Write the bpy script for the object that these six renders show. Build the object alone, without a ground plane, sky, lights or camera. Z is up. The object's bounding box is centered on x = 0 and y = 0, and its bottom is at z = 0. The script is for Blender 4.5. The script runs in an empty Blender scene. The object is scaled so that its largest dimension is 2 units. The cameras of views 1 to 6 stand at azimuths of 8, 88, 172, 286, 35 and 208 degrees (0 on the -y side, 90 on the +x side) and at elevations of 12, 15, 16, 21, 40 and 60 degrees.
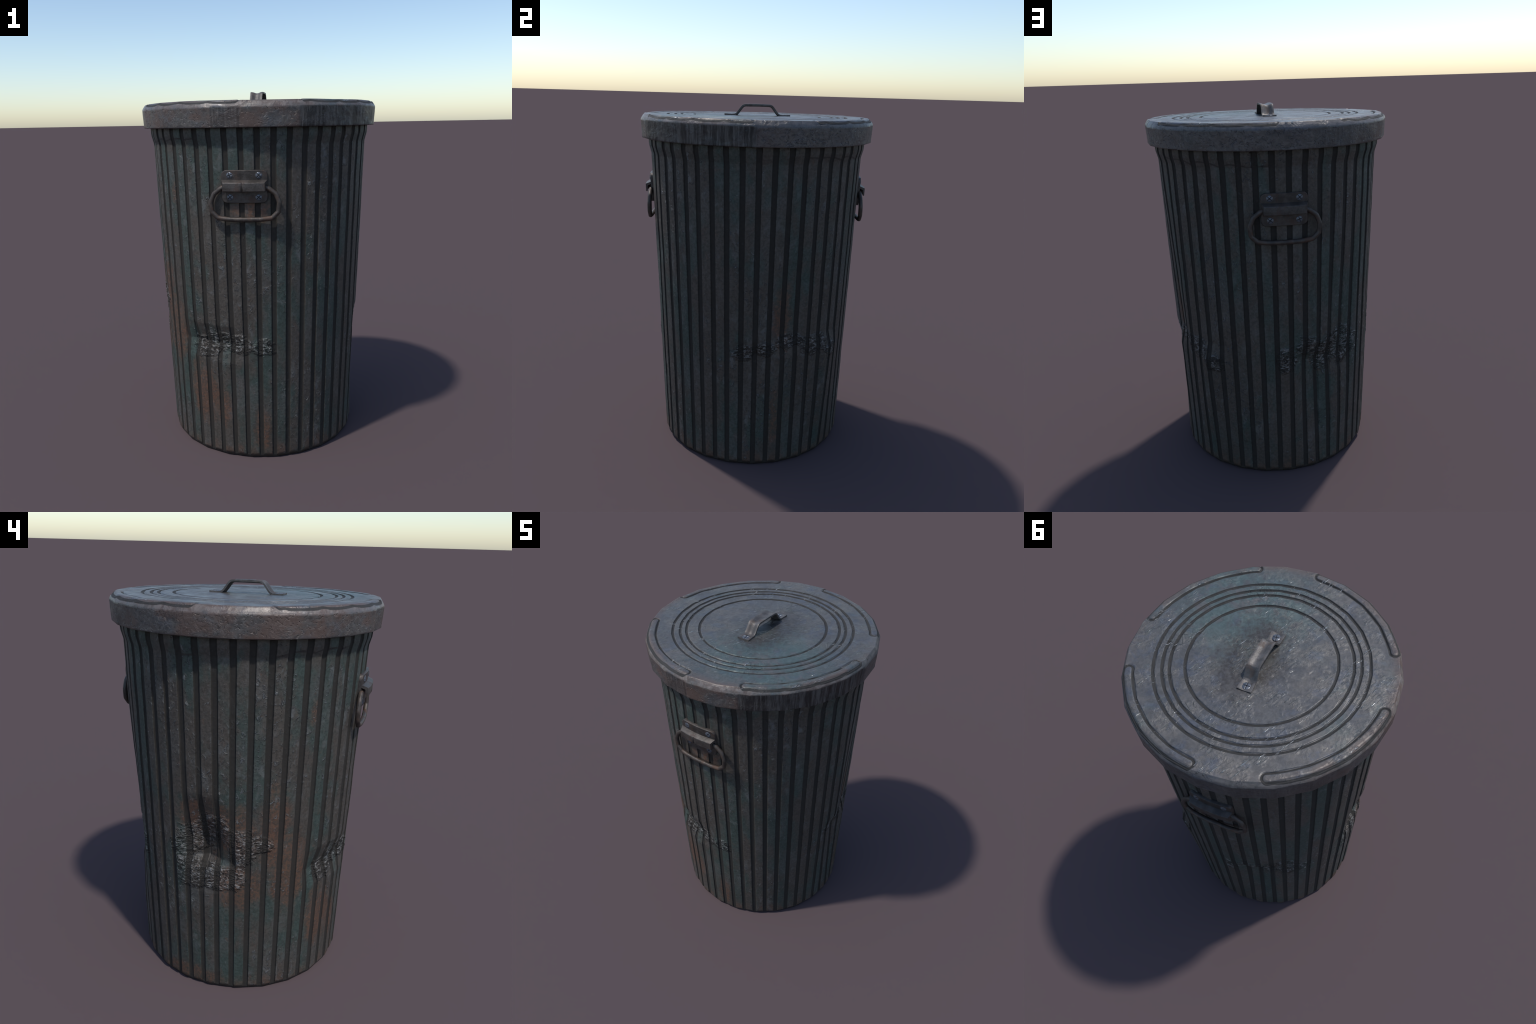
# Dented, rusty, ribbed metal dustbin with a round lid.
# azimuth convention used everywhere: 0 deg = -y axis, 90 deg = +x axis
import bpy, math
import numpy as np
from mathutils import Matrix, Vector

PITCH_COUNT = 47                 # vertical flutes round the drum
PITCH = 360.0 / PITCH_COUNT
FIRST = 350.9                    # azimuth of one flute centre
SIDES = 24                       # the sheet is folded into this many flats
GROOVE_DEPTH = 0.0065

# ------------------------------------------------------------------ helpers
def smooth(e0, e1, x):
    t = np.clip((x - e0) / (e1 - e0), 0.0, 1.0)
    return t * t * (3 - 2 * t)

def angdiff(a, b):
    return (a - b + 180.0) % 360.0 - 180.0

def vnoise(p, seed=0):
    """cheap smooth value noise on an (n,3) array, result -1..1"""
    i = np.floor(p).astype(np.int64)
    f = p - i
    f = f * f * (3 - 2 * f)
    def h(dx, dy, dz):
        n = (i[:, 0] + dx) * 374761393 + (i[:, 1] + dy) * 668265263 + (i[:, 2] + dz) * 2147483647 + seed * 974711
        n = (n ^ (n >> 13)) * 1274126177
        n = n ^ (n >> 16)
        return (n & 0xFFFF) / 32767.5 - 1.0
    r = 0
    for dx in (0, 1):
        wx = f[:, 0] if dx else 1 - f[:, 0]
        for dy in (0, 1):
            wy = f[:, 1] if dy else 1 - f[:, 1]
            for dz in (0, 1):
                wz = f[:, 2] if dz else 1 - f[:, 2]
                r = r + wx * wy * wz * h(dx, dy, dz)
    return r

def fold(az):
    """radius factor of a SIDES-sided polygon whose corners sit on the circle"""
    step = 360.0 / SIDES
    a = np.radians((az % step) - step / 2)
    return math.cos(math.radians(step / 2)) / np.cos(a)

def polar(az, r, z):
    a = np.radians(az)
    return np.stack([r * np.sin(a), -r * np.cos(a), z + 0 * r], -1)

def grid_faces(rows, cols, wrap, base=0):
    i = np.arange(rows - 1)[:, None]
    j = np.arange(cols if wrap else cols - 1)[None, :]
    k = (j + 1) % cols
    q = np.stack([i * cols + j, i * cols + k, (i + 1) * cols + k, (i + 1) * cols + j], -1)
    return (q.reshape(-1, 4) + base)

def new_object(name, verts, faces, mat, parent=None, shade=True):
    me = bpy.data.meshes.new(name)
    me.from_pydata([tuple(v) for v in verts], [], [tuple(int(i) for i in f) for f in faces])
    me.update()
    me.materials.append(mat)
    if shade:
        me.polygons.foreach_set("use_smooth", [True] * len(me.polygons))
    ob = bpy.data.objects.new(name, me)
    bpy.context.scene.collection.objects.link(ob)
    if parent:
        ob.parent = parent
    return ob

def vertex_normals(verts, faces):
    n = np.zeros_like(verts)
    for f in faces_by_size(faces):
        v = verts[f]
        c = np.cross(v[:, 2] - v[:, 0], v[:, -1] - v[:, 1]) if f.shape[1] == 4 else np.cross(v[:, 1] - v[:, 0], v[:, 2] - v[:, 0])
        for k in range(f.shape[1]):
            np.add.at(n, f[:, k], c)
    l = np.linalg.norm(n, axis=1)
    l[l == 0] = 1
    return n / l[:, None]

def faces_by_size(faces):
    return faces if isinstance(faces, list) else [faces]

def folded_object(name, az, r, z, faces, mat, parent, push=0.0):
    """round surface gives the shading, folded surface gives the shape"""
    nrm = vertex_normals(polar(az, r, z) + push, faces)
    allf = [list(f) for grp in faces_by_size(faces) for f in grp]
    ob = new_object(name, polar(az, r * fold(az), z) + push, allf, mat, parent)
    ob.data.normals_split_custom_set_from_vertices([tuple(n) for n in nrm])
    return ob

# ------------------------------------------------------------------ node helper
class Nodes:
    def __init__(self, name):
        self.mat = bpy.data.materials.new(name)
        self.mat.use_nodes = True
        self.t = self.mat.node_tree
        self.bsdf = self.t.nodes["Principled BSDF"]
        co = self.t.nodes.new("ShaderNodeTexCoord")
        self.obj = co.outputs["Object"]
    def put(self, sock, v):
        if isinstance(v, bpy.types.NodeSocket):
            self.t.links.new(v, sock)
        elif isinstance(v, (tuple, list)) and len(v) == 3 and sock.type == 'RGBA':
            sock.default_value = (*v, 1)
        else:
            sock.default_value = v
    def math(self, op, a, b=0.0, c=None, clamp=False):
        n = self.t.nodes.new("ShaderNodeMath"); n.operation = op; n.use_clamp = clamp
        self.put(n.inputs[0], a); self.put(n.inputs[1], b)
        if c is not None: self.put(n.inputs[2], c)
        return n.outputs[0]
    def ramp(self, x, a, b, lo=0.0, hi=1.0):
        n = self.t.nodes.new("ShaderNodeMapRange"); n.interpolation_type = 'SMOOTHSTEP'
        self.put(n.inputs[0], x); self.put(n.inputs[1], a); self.put(n.inputs[2], b)
        self.put(n.inputs[3], lo); self.put(n.inputs[4], hi)
        return n.outputs[0]
    def sep(self, v):
        n = self.t.nodes.new("ShaderNodeSeparateXYZ"); self.put(n.inputs[0], v); return n.outputs
    def vec(self, x, y, z):
        n = self.t.nodes.new("ShaderNodeCombineXYZ")
        for s, v in zip(n.inputs, (x, y, z)): self.put(s, v)
        return n.outputs[0]
    def map(self, v, scale=(1, 1, 1), loc=(0, 0, 0), rot=(0, 0, 0)):
        n = self.t.nodes.new("ShaderNodeMapping")
        self.put(n.inputs["Vector"], v)
        n.inputs["Scale"].default_value = scale; n.inputs["Location"].default_value = loc
        n.inputs["Rotation"].default_value = rot
        return n.outputs[0]
    def noise(self, v, scale, detail=4, rough=0.55, dist=0.0, kind=None):
        n = self.t.nodes.new("ShaderNodeTexNoise")
        if kind: n.noise_type = kind
        self.put(n.inputs["Vector"], v); n.inputs["Scale"].default_value = scale
        n.inputs["Detail"].default_value = detail; n.inputs["Roughness"].default_value = rough
        n.inputs["Distortion"].default_value = dist
        return n.outputs["Fac"]
    def voronoi(self, v, scale, feature='F1', rand=1.0):
        n = self.t.nodes.new("ShaderNodeTexVoronoi"); n.feature = feature
        self.put(n.inputs["Vector"], v); n.inputs["Scale"].default_value = scale
        n.inputs["Randomness"].default_value = rand
        return n.outputs["Distance"]
    def white(self, x):
        n = self.t.nodes.new("ShaderNodeTexWhiteNoise"); n.noise_dimensions = '1D'
        self.put(n.inputs["W"], x); return n.outputs["Value"]
    def mix(self, f, a, b, mode='MIX'):
        n = self.t.nodes.new("ShaderNodeMix"); n.data_type = 'RGBA'; n.blend_type = mode
        self.put(n.inputs[0], f); self.put(n.inputs[6], a); self.put(n.inputs[7], b)
        return n.outputs[2]
    def curve(self, x, pts):
        n = self.t.nodes.new("ShaderNodeFloatCurve")
        c = n.mapping.curves[0]
        while len(c.points) < len(pts): c.points.new(.5, .5)
        for p, (u, v) in zip(c.points, pts):
            p.location = (u, v); p.handle_type = 'VECTOR'
        n.mapping.update()
        self.put(n.inputs["Value"], x)
        return n.outputs[0]
    def bump(self, h, dist, strength=1.0, normal=None):
        n = self.t.nodes.new("ShaderNodeBump")
        n.inputs["Strength"].default_value = strength; n.inputs["Distance"].default_value = dist
        self.put(n.inputs["Height"], h)
        if normal is not None: self.put(n.inputs["Normal"], normal)
        return n.outputs[0]
    def spot(self, p, c, rad, wob, soft=0.5):
        """soft blob around a point, edge broken by a noise value"""
        n = self.t.nodes.new("ShaderNodeVectorMath"); n.operation = 'SUBTRACT'
        self.put(n.inputs[0], p); n.inputs[1].default_value = c
        m = self.t.nodes.new("ShaderNodeVectorMath"); m.operation = 'DIVIDE'
        self.put(m.inputs[0], n.outputs[0]); m.inputs[1].default_value = rad
        l = self.t.nodes.new("ShaderNodeVectorMath"); l.operation = 'LENGTH'
        self.put(l.inputs[0], m.outputs[0])
        d = self.math('ADD', l.outputs["Value"], self.math('MULTIPLY', self.math('SUBTRACT', wob, 0.5), 1.6))
        return self.ramp(d, 1.0 - soft * 0.5, 1.0 + soft * 0.5, 1.0, 0.0)
    def done(self, color, rough, metal, normal=None, spec=0.5):
        self.put(self.bsdf.inputs["Base Color"], color)
        self.put(self.bsdf.inputs["Roughness"], rough)
        self.put(self.bsdf.inputs["Metallic"], metal)
        self.bsdf.inputs["Specular IOR Level"].default_value = spec
        if normal is not None: self.put(self.bsdf.inputs["Normal"], normal)
        return self.mat

# ------------------------------------------------------------------ damage on the drum
# the bin was kicked in at single corners of the folded sheet:
# azimuth of the corner, reach sideways (deg), (height, depth) profile, azimuth it was pushed from
DENTS = [
    (268, 15, [(.57, 0), (.695, .022), (.748, .078), (.85, .080), (.96, .038), (1.09, 0)], 260),
    (282, 8, [(.64, 0), (.70, .008), (.74, .016), (.85, 0)], 258),
    (330, 15, [(.57, 0), (.665, .036), (.772, 0)], 350),
    (346, 15, [(.56, 0), (.665, .033), (.772, 0)], 350),
    (105, 14, [(.67, 0), (.77, .026), (1.65, 0)], 105),
    ( 90, 14, [(.0, 0), (.57, .021), (.69, .023), (.77, 0)], 90),
    (136, 14, [(.0, 0), (.57, -.026), (.68, -.028), (.77, 0)], 137),
    (195, 16, [(.0, 0), (.57, .044), (.67, .046), (.77, 0)], 188),
    (210, 15, [(.30, 0), (.57, .012), (.67, .032), (.77, .020), (1.40, 0)], 198),
]
# crumpled, flaking patches: azimuth, height, half width (deg), half height
FLAKED = [(343, .68, 9, .055), (355, .67, 7, .055), (8, .66, 6, .05),
          (84, .70, 6, .05), (96, .72, 6, .045), (110, .76, 8, .045), (126, .72, 9, .06), (138, .66, 7, .05),
          (180, .70, 5, .08), (193, .76, 8, .06), (203, .70, 9, .10), (214, .72, 8, .12), (224, .70, 6, .06),
          (256, .80, 6, .10), (262, .66, 9, .08), (266, .85, 8, .09), (272, .92, 8, .08), (274, .66, 10, .07),
          (286, .82, 7, .11), (295, .85, 6, .05), (281, .66, 7, .06),
          (334, .64, 8, .06)]

def drum_profile(z):
    return np.interp(z, [0, .012, .03, 1.26, 1.70, 1.725, 1.768, 1.785, 1.90],
                        [.5385, .545, .5515, .5935, .6080, .6095, .6215, .6230, .624])

# pressed lines wandering along the neck: (azimuth, height) corners
CREASES = [
    [(298, 1.730), (301, 1.735), (305, 1.750), (310, 1.753), (315, 1.743), (319, 1.755), (325, 1.757), (330, 1.751), (336, 1.759)],
    [(113, 1.757), (121, 1.752), (129, 1.755), (135, 1.736), (139, 1.751), (145, 1.748), (150, 1.730), (155, 1.741), (160, 1.736), (164, 1.727), (170, 1.731), (177, 1.729)],
    [(259, 1.726), (263, 1.725), (267, 1.731)],
]

def crease_mask(az, z):
    m = np.zeros_like(az)
    for line in CREASES:
        a, h = zip(*line)
        inside = smooth(a[0] - 1, a[0] + 3, az) * smooth(a[-1] + 1, a[-1] - 3, az)
        m = np.maximum(m, inside * smooth(.009, .002, np.abs(z - np.interp(az, a, h))))
    return m

def flake_mask(az, z):
    m = np.zeros_like(az)
    for a, h, w, hh in FLAKED:
        d = np.hypot(angdiff(az, a) / w, (z - h) / hh)
        m = np.maximum(m, smooth(1.15, .75, d))
    return m

def dent_push(az, z):
    """sideways push (x, y) of the sheet"""
    px = np.zeros_like(az); py = np.zeros_like(az)
    for a, w, prof, frm in DENTS:
        hs, ds = zip(*prof)
        u = np.clip(1 - np.abs(angdiff(az, a)) / w, 0, 1)
        u = .6 * u + .4 * smooth(0, 1, u)
        d = u * np.interp(z, hs, ds, 0, 0)
        px -= d * math.sin(math.radians(frm)); py += d * math.cos(math.radians(frm))
    return px, py

def build_drum(mat, parent):
    offs = np.array([-1.55, -1.35, -1.15, -.95, -.78, -.4, 0, .4, .78, .95, 1.15, 1.35, 1.55,
                     2.05, 2.6, 3.2, 3.83, 4.46, 5.06, 5.6])
    az1 = (np.arange(PITCH_COUNT)[:, None] * PITCH + FIRST + offs[None, :]).ravel()
    d1 = np.tile(np.where(offs > PITCH / 2, PITCH - offs, np.abs(offs)), PITCH_COUNT)
    zz = np.concatenate([[0, .004, .010, .016, .020, .026], np.arange(.034, .48, .012), np.arange(.48, 1.06, .0042),
                         np.arange(1.062, 1.62, .012), np.arange(1.622, 1.79, .005), [1.80, 1.83, 1.86, 1.89]])
    Z, A = np.meshgrid(zz, az1, indexing='ij')
    D = np.tile(d1, (len(zz), 1))
    R = drum_profile(Z)
    run = smooth(.016, .026, Z)
    R = R - GROOVE_DEPTH * smooth(1.50, 1.02, D) * run - .0025 * (1 - run)
    rib = smooth(1.2, 1.7, D)
    R = R - .0035 * crease_mask(A, Z)
    # flaking: ridged noise stretched sideways; general hammered unevenness
    az = A.ravel(); zf = Z.ravel()
    p = np.stack([np.sin(np.radians(az)) * .58, -np.cos(np.radians(az)) * .58, zf], -1)
    fm = flake_mask(az, zf)
    sel = fm > 0
    n = np.zeros(len(az))
    q = p[sel]
    n[sel] = (1 - np.abs(vnoise(q * np.array([55, 55, 100.]), 3)) * 2) * .0027 + vnoise(q * np.array([150, 150, 200.]), 5) * .0016
    wob = vnoise(p * 9, 11) * .0012 + vnoise(p * 26, 12) * .0006
    R = R + (n * fm).reshape(R.shape) * (.35 + .65 * rib) + wob.reshape(R.shape) * run
    rows, cols = R.shape
    faces = [grid_faces(rows, cols, True)]
    r = R.ravel()
    # floor and top membrane (hidden by the lid)
    az = np.append(az, [0, 0]); r = np.append(r, [0, 0]); zf = np.append(zf, [0.0, 1.885])
    j = np.arange(cols); k = (j + 1) % cols
    faces.append(np.stack([k, j, np.full(cols, rows * cols)], -1))
    faces.append(np.stack([(rows - 1) * cols + j, (rows - 1) * cols + k, np.full(cols, rows * cols + 1)], -1))
    px, py = dent_push(az, zf)
    return folded_object("drum", az, r, zf, faces, mat, parent, np.stack([px, py, 0 * px], -1))

# ------------------------------------------------------------------ lid
TOP = 1.936
RINGS = [.360, .433, .468, .510]
SLOTS = [57, 147, 237, 328]

def build_lid(mat, parent):
    rr = [.03, .08, .14, .20, .26, .30, .33]
    for c in RINGS:
        rr += [c + o for o in (-.012, -.0088, -.0074, -.006, -.0045, -.002, .002, .0045, .006, .0074, .0088, .012)]
    rr += [.39, .41, .535, .555, .575]
    rr += list(np.arange(.586, .6445, .0021))
    rr = np.array(sorted(rr))
    prof = [(r, TOP) for r in rr]
    knee = [(.6447, 0), (.6465, .0008), (.6500, .0045), (.6545, .0105), (.6590, .0175), (.6622, .0235), (.6638, .029)]
    kt = np.linspace(0, len(knee) - 1, 19)[1:]
    prof += [(np.interp(t, range(7), [k[0] for k in knee]), TOP - np.interp(t, range(7), [k[1] for k in knee])) for t in kt]
    prof += [(.6638 - .0055 * t, TOP - .029 - .094 * t) for t in (.08, .2, .35, .5, .65, .8, .92)]
    prof += [(.6583, 1.8125), (.6570, 1.8090), (.6545, 1.8078), (.630, 1.8085), (.6285, 1.812), (.6285, 1.90), (.30, 1.905)]
    ntop = len(rr)
    az1 = np.arange(0, 360, .5)
    P = np.array(prof)
    Rr = np.repeat(P[:, :1], len(az1), 1); Zz = np.repeat(P[:, 1:], len(az1), 1)
    A = np.tile(az1, (len(P), 1))
    dz = np.zeros_like(Rr)
    for c in RINGS:
        dz += .0045 * smooth(.0086, .0042, np.abs(Rr - c))
    # four raised bars with a pressed outline, following the rim
    for s in SLOTS:
        half = 31.0
        u = angdiff(A, s)
        over = np.maximum(np.abs(u) - (half - 1.8), 0) * math.radians(1) * .624
        dist = np.hypot(over, Rr - .6255)
        dz += .005 * smooth(.0070, .0026, np.abs(dist - .0225))
        dz -= .002 * smooth(.016, .008, dist)
    top = np.arange(len(P))[:, None] < ntop + 13
    p = polar(A.ravel(), Rr.ravel(), Zz.ravel())
    # hammered, slightly buckled sheet
    wob = (vnoise(p * 7, 21) * .0014 + vnoise(p * 24, 22) * .0006).reshape(A.shape)
    fade = smooth(.05, .2, Rr)
    Zz = Zz + np.where(top, -dz + wob * fade, 0)
    side = (P[:, 1:] < TOP - .012) & (P[:, 1:] > 1.82) & (P[:, :1] > .64)
    Rr2 = Rr + np.where(side, wob * 1.0, 0)
    rows, cols = A.shape
    faces = [grid_faces(rows, cols, True)[:, ::-1]]
    az = np.append(A.ravel(), [0, 0]); r = np.append(Rr2.ravel(), [0, 0]); z = np.append(Zz.ravel(), [TOP, 1.905])
    j = np.arange(cols); k = (j + 1) % cols
    faces.append(np.stack([j, k, np.full(cols, rows * cols)], -1))
    faces.append(np.stack([(rows - 1) * cols + k, (rows - 1) * cols + j, np.full(cols, rows * cols + 1)], -1))
    return folded_object("lid", az, r, z, faces, mat, parent)

# ------------------------------------------------------------------ strap handle on the lid
def build_strap(mat, parent):
    path = [(-.188, 1.9405), (-.170, 1.9400), (-.145, 1.9395), (-.131, 1.9405), (-.121, 1.9450), (-.112, 1.9550), (-.100, 1.9715),
            (-.090, 1.9845), (-.081, 1.9925), (-.070, 1.9955), (-.035, 1.9962)]
    path = path + [(0, 1.9964)] + [(-y, z) for y, z in reversed(path)]
    path = np.array(path)
    # refine
    t = np.linspace(0, len(path) - 1, 90)
    path = np.stack([np.interp(t, np.arange(len(path)), path[:, k]) for k in (0, 1)], -1)
    tan = np.gradient(path, axis=0); tan /= np.linalg.norm(tan, axis=1)[:, None]
    nor = np.stack([-tan[:, 1], tan[:, 0]], -1)
    half, th = .0340, .0085
    xs = np.linspace(-1, 1, 17)
    cup = .0072 * (1 - smooth(.1, .85, np.abs(xs)))
    sec = [(x * half, .0035 - c) for x, c in zip(xs, cup)] + [(half * 1.0, -th + .0045)] + \
          [(x * half, .0035 - th - c * .85) for x, c in zip(xs[::-1], cup[::-1])]
    sec = np.array(sec)
    rows, cols = len(path), len(sec)
    V = []
    for i in range(rows):
        mid = smooth(.187, .125, abs(path[i, 0]))
        for x, h in sec:
            cupping = .45 + .55 * mid
            hh = .0035 + (h - .0035) * 1.0
            if h < .0035 and h > -.0050 and x < half:
                hh = .0035 + (h - .0035) * cupping
            V.append((x * (1 + .075 * (1 - mid)), path[i, 0] + nor[i, 0] * hh, path[i, 1] + nor[i, 1] * hh))
    F = [list(f) for f in grid_faces(rows, cols, True)]
    F.append(list(range(cols))[::-1]); F.append([(rows - 1) * cols + k for k in range(cols)])
    ob = new_object("lid_handle", V, F, mat, parent)
    ob.data.flip_normals()
    sharp(ob, 40)
    return ob

def sharp(ob, deg):
    import bmesh
    bm = bmesh.new(); bm.from_mesh(ob.data)
    bmesh.ops.recalc_face_normals(bm, faces=bm.faces)
    for e in bm.edges:
        if len(e.link_faces) == 2 and e.calc_face_angle(0) > math.radians(deg):
            e.smooth = False
    bm.to_mesh(ob.data); bm.free()

# ------------------------------------------------------------------ screws
def screw_mesh(mat):
    """domed head with a crossed slot, lying in xy, axis +z, unit radius .0165"""
    rad, h = .0165, .0055
    rr = np.array([0.08, .2, .3, .4, .5, .6, .7, .8, .88, .94, .98, 1.0, 1.0])
    a = np.arange(0, 360, 3.0)
    R, A = np.meshgrid(rr, a, indexing='ij')
    x = R * np.cos(np.radians(A)) * rad; y = R * np.sin(np.radians(A)) * rad
    z = h * np.sqrt(np.clip(1.05 - R ** 2, 0, 1))
    cut = np.minimum(np.abs(x), np.abs(y))
    z = z - .0030 * smooth(.0022, .0010, cut) * smooth(.98, .86, R)
    z[-1] = -.006
    rows, cols = R.shape
    V = np.concatenate([np.stack([x.ravel(), y.ravel(), z.ravel()], -1), [[0, 0, h - .003]]])
    F = [list(f[::-1]) for f in grid_faces(rows, cols, True)] + [[j, (j + 1) % cols, rows * cols] for j in range(cols)]
    F = [f[::-1] if len(f) == 4 else f for f in F]
    me = bpy.data.meshes.new("screw")
    me.from_pydata([tuple(v) for v in V], [], F)
    me.materials.append(mat)
    me.polygons.foreach_set("use_smooth", [True] * len(me.polygons))
    return me

def add_screw(me, parent, loc, normal, turn):
    ob = bpy.data.objects.new("screw", me)
    bpy.context.scene.collection.objects.link(ob)
    ob.parent = parent
    q = Vector(normal).normalized().to_track_quat('Z', 'Y')
    ob.matrix_local = Matrix.Translation(loc) @ q.to_matrix().to_4x4() @ Matrix.Rotation(math.radians(turn), 4, 'Z')
    return ob

# ------------------------------------------------------------------ side handles (built for the -y side, turned for the other)
PLATE_LOW, PLATE_HIGH, PLATE_HALF = 1.4395, 1.6025, .1165

def plate_radius(z):
    return drum_profile(z) + .0110

def build_plate(mat, parent, seam):
    corner = .027
    zs = np.concatenate([PLATE_LOW + corner * (1 - np.cos(np.linspace(0, np.pi / 2, 9))),
                         np.linspace(PLATE_LOW + corner, PLATE_HIGH - corner, 16)[1:-1],
                         PLATE_HIGH - corner * (1 - np.cos(np.linspace(np.pi / 2, 0, 9)))])
    ts = np.linspace(-1, 1, 49)
    def ring(off, shrink):
        rows = []
        for z in zs:
            e = max(PLATE_LOW + corner - z, z - PLATE_HIGH + corner, 0)
            w = PLATE_HALF - corner + math.sqrt(max(corner ** 2 - e ** 2, 0)) - shrink
            zc = (z - 1.521) * (1 - shrink / .0815) + 1.521
            for t in ts:
                x = t * w
                r = plate_radius(z) + off
                if seam is not None:
                    r -= .0025 * float(smooth(.0032, .0012, abs(x - seam)))
                r *= 1 - .005 * (1 - (x / .13) ** 2 * .8) * .0
                rows.append((x, -math.sqrt(r * r - x * x), zc))
        return rows
    n = len(zs) * len(ts)
    front, edge, back = ring(0, .0018), ring(-.0018, 0), ring(-.022, 0)
    V = front + edge + back
    cols = len(ts); rows = len(zs)
    F = [list(f) for f in grid_faces(rows, cols, False)]
    border = [j for j in range(cols)] + [i * cols + cols - 1 for i in range(1, rows)] + \
             [(rows - 1) * cols + j for j in range(cols - 2, -1, -1)] + [i * cols for i in range(rows - 2, 0, -1)]
    for lvl in (0, 1):
        for a, b in zip(border, border[1:] + border[:1]):
            F.append([a + lvl * n, a + (lvl + 1) * n, b + (lvl + 1) * n, b + lvl * n])
    F += [[i + 2 * n for i in f[::-1]] for f in grid_faces(rows, cols, False).tolist()]
    used = sorted(set(i for f in F for i in f)); re = {o: k for k, o in enumerate(used)}
    ob = new_object("handle_plate", [V[i] for i in used], [[re[i] for i in f] for f in F], mat, parent)
    sharp(ob, 50)
    return ob

def build_hood(mat, parent, seam):
    # section (stand-off from the plate radius, height): slanted roof, then a front flap hanging down
    sec = [(-.006, 1.5570), (.001, 1.5550), (.026, 1.5435), (.0285, 1.5415), (.0295, 1.5385), (.0285, 1.5010), (.0270, 1.4990),
           (.0205, 1.4990), (.0195, 1.5010), (.0195, 1.5320), (.001, 1.5420), (-.006, 1.5440)]
    ts = np.linspace(-1, 1, 61)
    V = []
    for t in ts:
        for o, z in sec:
            w = .1165 - max(o, 0) * .40
            x = t * w
            oo = o
            if seam is not None and o > .005:
                oo -= .0030 * float(smooth(.0042, .0018, abs(x - seam)))
            r = .6125 + oo
            V.append((x, -math.sqrt(r * r - x * x), z))
    rows, cols = len(ts), len(sec)
    F = [list(f) for f in grid_faces(rows, cols, True)]
    F.append(list(range(cols))); F.append([(rows - 1) * cols + k for k in range(cols)][::-1])
    ob = new_object("handle_hood", V, F, mat, parent)
    sharp(ob, 35)
    return ob

def build_ring(mat, parent):
    pts = [(-.085, .603, 1.5235), (-.118, .603, 1.5130), (-.155, .603, 1.4850), (-.1725, .6035, 1.4420), (-.1675, .6040, 1.3945), (-.136, .6050, 1.3640),
           (-.075, .6085, 1.3570), (.0, .6100, 1.3560), (.075, .6085, 1.3570), (.137, .6050, 1.3640), (.1695, .6040, 1.3960), (.1735, .6035, 1.4430), (.157, .603, 1.4850),
           (.118, .603, 1.5130), (.085, .603, 1.5235)]
    P = np.array([(x, -y, z) for x, y, z in pts])
    P = np.concatenate([P, [[.0, -.603, 1.5245]]])
    # soften the bends a little but keep the forged, segmented look
    fine = []
    n = len(P)
    for i in range(n):
        a, b, c = P[i - 1], P[i], P[(i + 1) % n]
        fine += [b * .82 + a * .18, b * .95 + (a + c) * .025, b * .82 + c * .18]
    P = np.array(fine); n = len(P)
    V = []
    sides, rad = 12, .0123
    for i in range(n):
        t = P[(i + 1) % n] - P[i - 1]; t /= np.linalg.norm(t)
        u = np.array([0, -1.0, 0]); u -= t * u.dot(t); u /= np.linalg.norm(u)
        w = np.cross(t, u)
        for k in range(sides):
            a = 2 * math.pi * k / sides
            V.append(P[i] + rad * (math.cos(a) * u + math.sin(a) * w))
    F = []
    for i in range(n):
        for k in range(sides):
            F.append([i * sides + k, i * sides + (k + 1) % sides, ((i + 1) % n) * sides + (k + 1) % sides, ((i + 1) % n) * sides + k])
    ob = new_object("handle_ring", V, F, mat, parent)
    sharp(ob, 70)
    return ob

# ------------------------------------------------------------------ materials
def azimuth(N):
    x, y, z = N.sep(N.obj)
    a = N.math('ARCTAN2', x, N.math('MULTIPLY', y, -1.0))
    deg = N.math('MODULO', N.math('ADD', N.math('MULTIPLY', a, 180 / math.pi), 720.0), 360.0)
    return deg, x, y, z

def at(az, z, r=.58):
    a = math.radians(az)
    return (r * math.sin(a), -r * math.cos(a), z)

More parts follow.
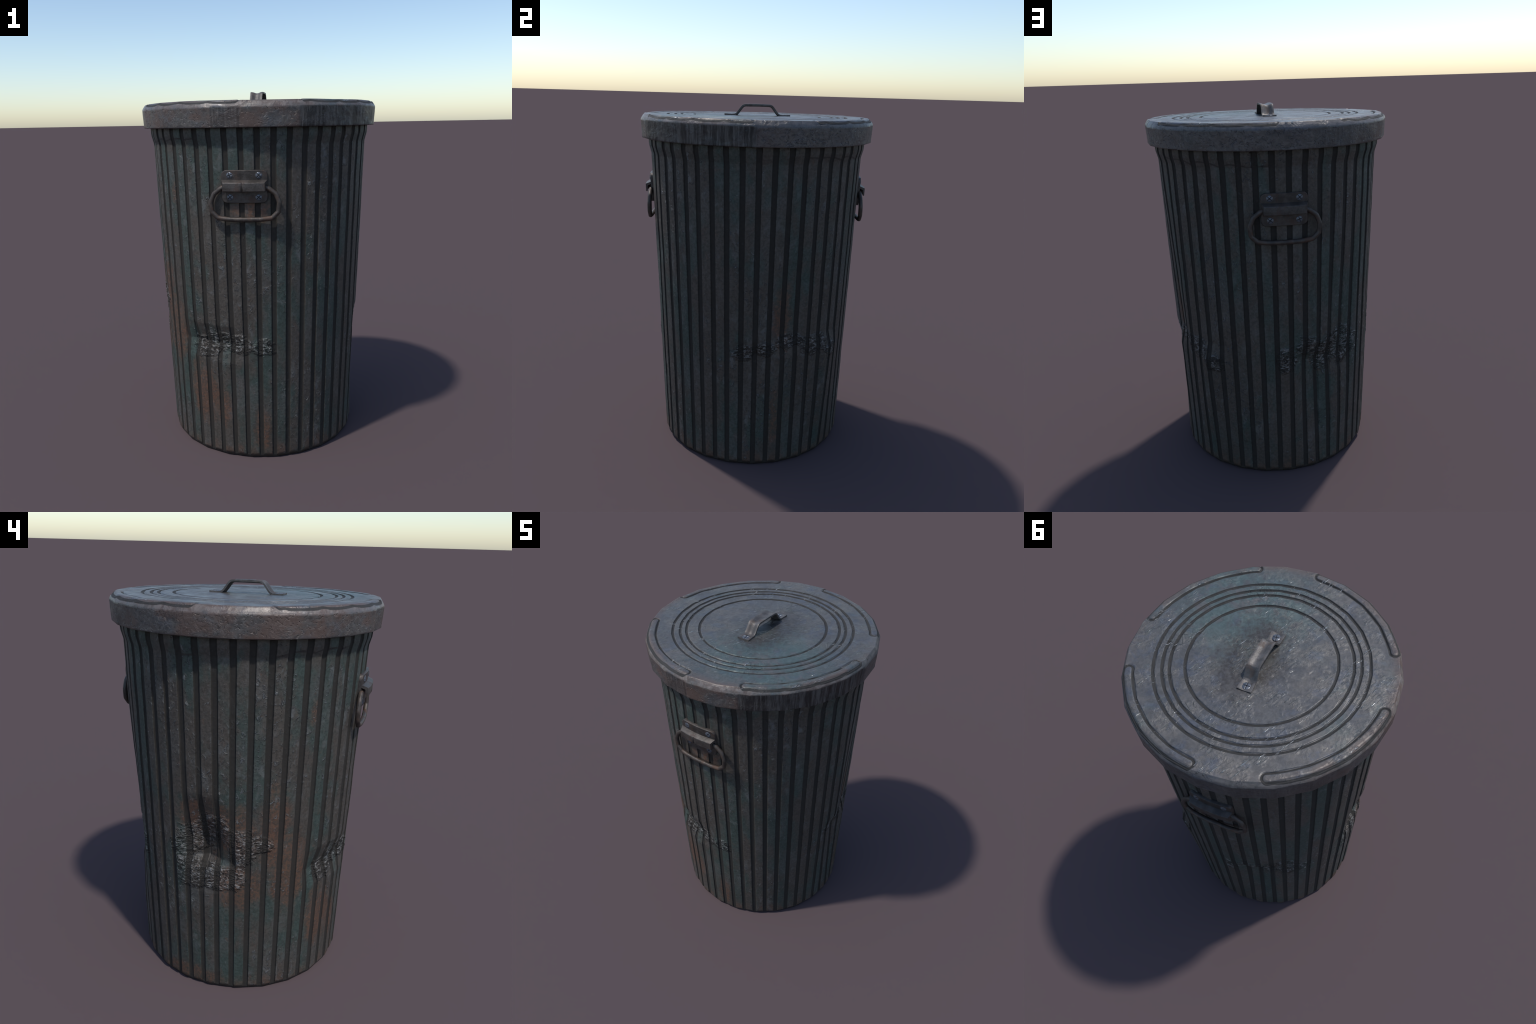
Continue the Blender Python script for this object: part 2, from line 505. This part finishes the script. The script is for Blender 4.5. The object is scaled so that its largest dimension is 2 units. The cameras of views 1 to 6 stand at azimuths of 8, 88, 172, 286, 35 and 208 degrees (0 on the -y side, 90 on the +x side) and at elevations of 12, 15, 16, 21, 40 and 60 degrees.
def drum_material():
    N = Nodes("weathered_galvanised_sheet")
    deg, x, y, z = azimuth(N)
    o = N.obj
    big = N.noise(N.map(o, (1, 1, .55)), 4.2, 5, .6, .3)
    mid = N.noise(N.map(o, (1, 1, .7)), 13, 5, .65)
    fine = N.noise(o, 75, 4, .7)
    speck = N.noise(N.map(o, (1, 1, .8)), 46, 5, .66, .7)
    # flute masks
    f = N.math('FRACT', N.math('DIVIDE', N.math('ADD', N.math('SUBTRACT', deg, FIRST), 720.0 + PITCH / 2), PITCH))
    d = N.math('MULTIPLY', N.math('ABSOLUTE', N.math('SUBTRACT', f, .5)), PITCH)
    idx = N.math('FLOOR', N.math('DIVIDE', N.math('ADD', N.math('SUBTRACT', deg, FIRST), 720.0 + PITCH / 2), PITCH))
    groove = N.ramp(N.math('ADD', d, N.math('MULTIPLY', N.math('SUBTRACT', fine, .5), .25)), 1.30, 1.52, 1.0, 0.0)
    ribvar = N.white(N.math('FLOOR', N.math('ADD', N.math('DIVIDE', N.math('ADD', N.math('SUBTRACT', deg, FIRST), 720.0), PITCH), 0)))
    tealness = N.ramp(N.math('ADD', N.math('ADD', big, N.math('MULTIPLY', N.math('SUBTRACT', mid, .5), .45)),
                             N.math('MULTIPLY', N.math('SUBTRACT', ribvar, .5), .12)), .44, .64)
    base = N.mix(tealness, (.067, .058, .050), (.044, .061, .054))
    grey = N.ramp(N.noise(N.map(o, (1, 1, .6), (3, 1, 5)), 7, 4, .6), .48, .68)
    base = N.mix(N.math('MULTIPLY', grey, .55), base, (.082, .081, .077))
    base = N.mix(1.0, base, N.mix(N.ramp(fine, .3, .7), (.72, .72, .72), (1.28, 1.28, 1.28)), 'MULTIPLY')
    # rust: diffuse freckles plus known blooms
    wob = N.noise(o, 16, 4, .65)
    blooms = None
    for a, h, rad in [(333, .36, (.10, .10, .16)), (344, .30, (.05, .05, .12)), (278, .90, (.14, .14, .15)), (302, .92, (.07, .07, .22)), (328, .38, (.06, .06, .16)),
                      (7, .16, (.05, .05, .14)), (102, .28, (.04, .04, .2)), (262, .98, (.06, .06, .08)), (318, 1.48, (.03, .03, .06)), (258, .05, (.2, .2, .06)),
                      (285, .62, (.12, .12, .12)), (310, .70, (.1, .1, .2)), (105, .88, (.05, .05, .2)), (2, 1.40, (.10, .10, .06))]:
        s = N.spot(o, at(a, h), rad, wob, .7)
        blooms = s if blooms is None else N.math('MAXIMUM', blooms, s)
    foot = N.ramp(N.math('ADD', z, N.math('MULTIPLY', N.math('SUBTRACT', mid, .5), .3)), .02, .10, .55, 0.0)
    freck = N.ramp(N.noise(o, 28, 5, .7, .5), .58, .72)
    rust = N.math('MAXIMUM', N.math('MULTIPLY', blooms, N.ramp(fine, .3, .6, .35, 1.0)), N.math('MULTIPLY', freck, .55))
    rust = N.math('MAXIMUM', rust, foot)
    base = N.mix(N.math('MULTIPLY', rust, .74), base, N.mix(N.ramp(fine, .3, .7), (.060, .034, .025), (.135, .060, .032)))
    # pale scuffs and scratches
    scuffzone = N.ramp(N.noise(N.map(o, (1, 1, .5), (7, 2, 1)), 3.6, 3, .5), .46, .62)
    for a, h, rad in [(336, 1.52, (.13, .13, .14)), (27, .30, (.22, .22, .26)), (345, .56, (.09, .09, .10)), (128, 1.55, (.16, .16, .12)), (90, .95, (.10, .10, .25)), (290, 1.25, (.25, .25, .35)), (310, .15, (.2, .2, .15))]:  # extra pale speckle painted where the ribs sparkle in the light
        scuffzone = N.math('MAXIMUM', scuffzone, N.math('MULTIPLY', N.spot(o, at(a, h), rad, mid, .9), .95))
    scuff = N.math('MULTIPLY', N.ramp(speck, N.ramp(scuffzone, 0.0, 1.0, .63, .55), .68), N.math('ADD', N.math('MULTIPLY', scuffzone, .6), .4))
    scr = N.noise(N.map(o, (9, 9, 60), (0, 0, 0), (.5, .4, 0)), 2.2, 3, .5)
    scr = N.math('MULTIPLY', N.ramp(N.math('ABSOLUTE', N.math('SUBTRACT', scr, .5)), .0, .007, 1.0, 0.0), N.ramp(mid, .55, .65))
    base = N.mix(N.math('MULTIPLY', N.math('MAXIMUM', scuff, N.math('MULTIPLY', scr, .6)), .8), base, (.185, .195, .20))
    # chalky smudges
    smudge = N.math('MULTIPLY', N.ramp(N.noise(N.map(o, (1, 1, .6), (5, 9, 2)), 21, 4, .6, .5), .55, .70), N.math('ADD', .35, N.math('MULTIPLY', scuffzone, .65)))
    base = N.mix(N.math('MULTIPLY', smudge, .55), base, (.135, .140, .140))
    # flaked zones
    flake = None
    for a, h, w, hh in FLAKED:
        s = N.spot(o, at(a, h, .555), (math.radians(w) * .57 + .002, math.radians(w) * .57 + .002, hh * .95), wob, .35)
        flake = s if flake is None else N.math('MAXIMUM', flake, s)
    fl = N.noise(N.map(o, (1, 1, 2.0)), 44, 3, .58, 1.0)
    base = N.mix(N.math('MULTIPLY', flake, N.ramp(fl, .42, .50, .75, 0.0)), base, (.020, .018, .017))
    base = N.mix(N.math('MULTIPLY', flake, N.ramp(fl, .50, .62, 0.0, .65)), base, (.27, .265, .26))  # ridge colour lightened to show bright glints on the flakes
    # flutes coloured a darker brown than the ribs, dark sealing band at the foot
    flute_dark = N.mix(fine, (.014, .0125, .011), (.030, .026, .023))
    base = N.mix(N.math('MULTIPLY', groove, .93), base, flute_dark)
    # crease shadow drawn as a dark line along the neck
    pressed = None
    for line in CREASES:
        a0, a1 = line[0][0], line[-1][0]
        h = N.curve(N.math('DIVIDE', N.math('SUBTRACT', deg, a0), a1 - a0), [((a - a0) / (a1 - a0), (v - 1.70) / .1) for a, v in line])
        dd = N.math('ABSOLUTE', N.math('SUBTRACT', z, N.math('ADD', 1.70, N.math('MULTIPLY', h, .1))))
        span = N.math('MULTIPLY', N.ramp(deg, a0 - 1.0, a0 + 2.0), N.ramp(deg, a1 - 2.0, a1 + 1.0, 1.0, 0.0))
        m = N.math('MULTIPLY', N.ramp(N.math('ADD', dd, N.math('MULTIPLY', N.math('SUBTRACT', mid, .5), .010)), .002, .006, 1.0, 0.0), span)
        pressed = m if pressed is None else N.math('MAXIMUM', pressed, m)
    base = N.mix(N.math('MULTIPLY', pressed, .8), base, (.030, .024, .022))
    hem = N.ramp(N.math('ADD', z, N.math('MULTIPLY', N.math('SUBTRACT', fine, .5), .006)), .016, .021, 1.0, 0.0)
    base = N.mix(hem, base, (.030, .025, .022))
    h1 = N.noise(o, 120, 3, .6)
    hgt = N.math('ADD', N.math('MULTIPLY', N.math('ADD', scuff, N.math('MULTIPLY', speck, .4)), N.math('ADD', .12, N.math('MULTIPLY', scuffzone, .75))), N.math('MULTIPLY', h1, .16))
    hgt = N.math('ADD', N.math('MULTIPLY', hgt, N.math('SUBTRACT', 1.0, N.math('MULTIPLY', groove, .85))), N.math('MULTIPLY', N.math('MULTIPLY', fl, flake), 2.2))
    rough = N.math('ADD', N.math('MULTIPLY', N.math('SUBTRACT', 1.0, scuff), .18), N.math('ADD', .40, N.math('MULTIPLY', groove, .34)))
    metal = N.math('MULTIPLY', N.math('SUBTRACT', 1.0, N.math('MAXIMUM', groove, rust)), N.math('ADD', .15, N.math('MULTIPLY', N.math('MAXIMUM', scuff, N.math('MULTIPLY', flake, .6)), .5)))
    return N.done(base, rough, metal, N.bump(hgt, .008, .9), .35)

def lid_material():
    N = Nodes("weathered_lid_sheet")
    deg, x, y, z = azimuth(N)
    o = N.obj
    r = N.math('SQRT', N.math('ADD', N.math('MULTIPLY', x, x), N.math('MULTIPLY', y, y)))
    big = N.noise(o, 3.4, 5, .6, .4)
    mid = N.noise(o, 12, 5, .65, .3)
    fine = N.noise(o, 80, 4, .7)
    grain = N.noise(o, 45, 5, .7, .8)
    cloud = N.noise(N.map(o, (1, 1, 1), (1, 3, 2)), 6.5, 6, .62, .5)
    base = N.mix(N.ramp(cloud, .36, .64), (.080, .079, .080), (.110, .102, .095))
    base = N.mix(N.math('MULTIPLY', N.ramp(N.noise(N.map(o, (1, 1, 1), (4, 7, 0)), 8, 7, .68, .7), .50, .64), .5), base, (.064, .077, .106))
    tealzone = N.spot(o, (.24, -.30, 1.93), (.36, .30, .3), big, .9)
    teal = N.math('MULTIPLY', N.math('MAXIMUM', tealzone, N.math('MULTIPLY', N.ramp(big, .55, .72), .6)), N.ramp(mid, .34, .58))
    base = N.mix(N.math('MULTIPLY', teal, .7), base, (.058, .098, .096))
    base = N.mix(1.0, base, N.mix(N.ramp(grain, .3, .7), (.80, .80, .80), (1.20, 1.20, 1.20)), 'MULTIPLY')
    # rust along the rim and skirt, soot round the strap
    rim = N.ramp(r, .585, .655)
    rsel = N.ramp(N.noise(N.map(o, (1, 1, 1.4), (2, 5, 3)), 6, 5, .65), .38, .56)
    front = N.ramp(N.math('ADD', y, N.math('MULTIPLY', x, .45)), .50, .05, .15, 1.0)
    rust = N.math('MULTIPLY', N.math('MULTIPLY', rim, rsel), front)
    skirt = N.ramp(z, 1.912, 1.900)
    base = N.mix(N.math('MULTIPLY', skirt, .6), base, N.mix(N.ramp(grain, .35, .65), (.055, .052, .052), (.115, .106, .103)))
    base = N.mix(N.math('MULTIPLY', rust, .75), base, N.mix(fine, (.064, .042, .035), (.118, .070, .053)))
    freck = N.math('MULTIPLY', N.ramp(N.noise(o, 32, 5, .72, .6), .60, .74), N.ramp(mid, .4, .6))
    base = N.mix(N.math('MULTIPLY', freck, .6), base, (.115, .072, .052))
    soot = N.spot(o, (.06, -.02, TOP), (.15, .25, .2), mid, .9)
    base = N.mix(N.math('MULTIPLY', soot, N.ramp(grain, .35, .62, .95, .5)), base, (.042, .036, .032))
    # pressed lines hold dirt
    line = None
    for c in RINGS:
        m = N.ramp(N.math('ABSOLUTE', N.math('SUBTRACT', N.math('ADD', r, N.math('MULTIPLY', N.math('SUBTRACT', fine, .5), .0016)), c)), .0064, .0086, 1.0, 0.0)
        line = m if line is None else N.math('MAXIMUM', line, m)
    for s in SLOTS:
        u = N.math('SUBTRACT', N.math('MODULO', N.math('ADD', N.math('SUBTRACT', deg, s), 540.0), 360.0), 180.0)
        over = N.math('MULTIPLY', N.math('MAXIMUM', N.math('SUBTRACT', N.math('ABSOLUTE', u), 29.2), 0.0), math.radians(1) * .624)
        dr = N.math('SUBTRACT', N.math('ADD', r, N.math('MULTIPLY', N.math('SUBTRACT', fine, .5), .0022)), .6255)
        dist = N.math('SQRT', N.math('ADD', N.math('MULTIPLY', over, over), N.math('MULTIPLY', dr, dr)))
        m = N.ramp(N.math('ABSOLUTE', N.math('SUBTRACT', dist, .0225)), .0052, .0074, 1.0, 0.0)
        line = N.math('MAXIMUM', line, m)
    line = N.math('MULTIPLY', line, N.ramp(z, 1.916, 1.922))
    # glancing sun on the shoulder, painted as broken paler colour
    shoulder_glint = N.math('MULTIPLY', N.math('MULTIPLY', N.ramp(r, .6440, .6490), N.ramp(z, 1.904, 1.912)), N.ramp(N.noise(o, 22, 5, .7, .6), .36, .58))
    base = N.mix(N.math('MULTIPLY', shoulder_glint, .65), base, (.170, .150, .140))
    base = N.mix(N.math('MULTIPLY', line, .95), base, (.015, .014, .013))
    # drawn vertical streaks on one side of the skirt
    u = N.math('SUBTRACT', N.math('MODULO', N.math('ADD', N.math('SUBTRACT', deg, 57.0), 540.0), 360.0), 180.0)
    sect = N.ramp(N.math('ABSOLUTE', u), 31.0, 33.0, 1.0, 0.0)
    u2 = N.math('SUBTRACT', N.math('MODULO', N.math('ADD', N.math('SUBTRACT', deg, 353.0), 540.0), 360.0), 180.0)
    sect = N.math('MAXIMUM', sect, N.math('MULTIPLY', N.ramp(N.math('ABSOLUTE', u2), 6.0, 7.0, 1.0, 0.0), .6))
    u3 = N.math('SUBTRACT', N.math('MODULO', N.math('ADD', N.math('SUBTRACT', deg, 215.0), 540.0), 360.0), 180.0)
    sect = N.math('MAXIMUM', sect, N.math('MULTIPLY', N.ramp(N.math('ABSOLUTE', u3), 16.0, 26.0, 1.0, 0.0), .45))
    sect = N.math('MULTIPLY', sect, skirt)
    st = N.noise(N.vec(N.math('MULTIPLY', deg, .55), N.math('MULTIPLY', z, 3.0), 0.0), 1.0, 8, .85)
    stc = N.mix(N.ramp(st, .43, .60), (.012, .012, .013), (.092, .089, .085))
    base = N.mix(N.math('MULTIPLY', sect, .92), base, stc)
    # specular glints put into colour and bump: short parallel dashes
    s1 = N.noise(N.map(N.map(o, (1, 1, 1), (0, 0, 0), (0, 0, -1.19)), (9, 90, 9)), 1.4, 4, .65, .2)
    s2 = N.noise(o, 9, 3, .5)
    glint_dash = N.math('MULTIPLY', N.math('MULTIPLY', N.ramp(s1, .585, .65), N.ramp(s2, .46, .58)), N.ramp(z, 1.926, 1.931))
    base = N.mix(N.math('MULTIPLY', glint_dash, .75), base, (.36, .365, .37))
    crack = N.voronoi(N.map(o, (1, 1, 1)), 17, 'DISTANCE_TO_EDGE')
    band = N.math('MULTIPLY', N.ramp(N.math('ABSOLUTE', N.math('SUBTRACT', r, .425)), .05, .07, 1.0, 0.0), N.ramp(N.math('ADD', x, mid), .55, .75))
    crackm = N.math('MULTIPLY', N.ramp(crack, .0, .03, 1.0, 0.0), N.math('MULTIPLY', band, N.ramp(s2, .5, .6)))
    hgt = N.math('ADD', N.math('MULTIPLY', grain, N.ramp(s2, .42, .60, .12, .75)), N.math('ADD', N.math('MULTIPLY', glint_dash, 1.3), N.math('MULTIPLY', fine, .10)))
    # pitted skirt
    pit = N.noise(N.map(o, (1, 1, 1.3)), 48, 4, .6, 1.0)
    hgt = N.math('ADD', hgt, N.math('MULTIPLY', N.math('MULTIPLY', N.ramp(pit, .30, .45), N.math('SUBTRACT', skirt, sect, clamp=True)), .55))
    hgt = N.math('SUBTRACT', hgt, N.math('MULTIPLY', crackm, .8))
    rough = N.math('SUBTRACT', N.math('ADD', .35, N.math('ADD', N.math('MULTIPLY', line, .35), N.math('MULTIPLY', N.ramp(mid, .35, .65), .14))), N.math('MULTIPLY', glint_dash, .18))
    metal = N.math('MULTIPLY', N.math('SUBTRACT', 1.0, N.math('MAXIMUM', line, N.math('MULTIPLY', rust, .8))), N.math('ADD', .26, N.math('MULTIPLY', glint_dash, .5)))
    return N.done(base, rough, metal, N.bump(hgt, .007, .85), .5)

def iron_material(name, dark, light, rust, seed, metal=.3):
    N = Nodes(name)
    o = N.map(N.obj, (1, 1, 1), (seed, seed * .7, seed * .3))
    mid = N.noise(o, 26, 5, .65, .3)
    fine = N.noise(o, 140, 4, .7)
    base = N.mix(N.ramp(mid, .36, .64), dark, light)
    base = N.mix(1.0, base, N.mix(fine, (.65, .65, .65), (1.35, 1.35, 1.35)), 'MULTIPLY')
    rs = N.ramp(N.noise(o, 18, 5, .7, .5), .50, .66)
    base = N.mix(N.math('MULTIPLY', rs, .65), base, rust)
    hgt = N.math('ADD', N.math('MULTIPLY', mid, .6), N.math('MULTIPLY', fine, .3))
    return N.done(base, N.math('ADD', .47, N.math('MULTIPLY', rs, .22)), metal, N.bump(hgt, .004, .8), .45)

def screw_material():
    N = Nodes("blued_screw_steel")
    n = N.noise(N.obj, 120, 4, .6)
    base = N.mix(n, (.070, .078, .095), (.140, .150, .172))
    x, y, z = N.sep(N.obj)
    cut = N.math('MINIMUM', N.math('ABSOLUTE', x), N.math('ABSOLUTE', y))
    base = N.mix(N.ramp(cut, .0010, .0017, .9, 0.0), base, (.018, .017, .017))
    return N.done(base, .36, .5, N.bump(n, .001, .4), .5)

# ------------------------------------------------------------------ assembly
root = bpy.data.objects.new("trash_can", None)
bpy.context.scene.collection.objects.link(root)
root["label"] = "old dented fluted metal trash can with lid, rust and peeling teal paint"
root["category"] = "trash can"

drum_mat, lid_mat = drum_material(), lid_material()
strap_mat = iron_material("worn_strap_iron", (.066, .060, .057), (.112, .104, .100), (.10, .070, .055), 1.0)
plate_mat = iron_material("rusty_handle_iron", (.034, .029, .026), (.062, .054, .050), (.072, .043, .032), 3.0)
ring_mat = iron_material("rusty_ring_iron", (.038, .031, .027), (.072, .058, .050), (.092, .050, .033), 5.0)
screw_mat = screw_material()

build_drum(drum_mat, root)
build_lid(lid_mat, root)
strap = build_strap(strap_mat, root)
screw = screw_mesh(screw_mat)
for s, turn in ((-1, 12), (1, 3)):
    add_screw(screw, strap, (0, s * .159, TOP + .0040), (0, 0, 1), turn).scale = (1.28, 1.28, .7)

for flip in (0, 1):
    plate = build_plate(plate_mat, root, None if flip == 0 else -.04)
    build_hood(plate_mat, plate, -.007 if flip == 0 else None)
    build_ring(ring_mat, plate)
    for k, (x, z) in enumerate(((-.0725, 1.577), (.0735, 1.577), (-.0715, 1.468), (.0715, 1.468))):
        r = float(plate_radius(z)) - .0012
        y = -math.sqrt(r * r - x * x)
        add_screw(screw, plate, (x, y, z), (x, y, .02), (20, 45, 38, 50)[(k + flip) % 4])
    if flip:
        plate.rotation_euler = (0, 0, math.pi)
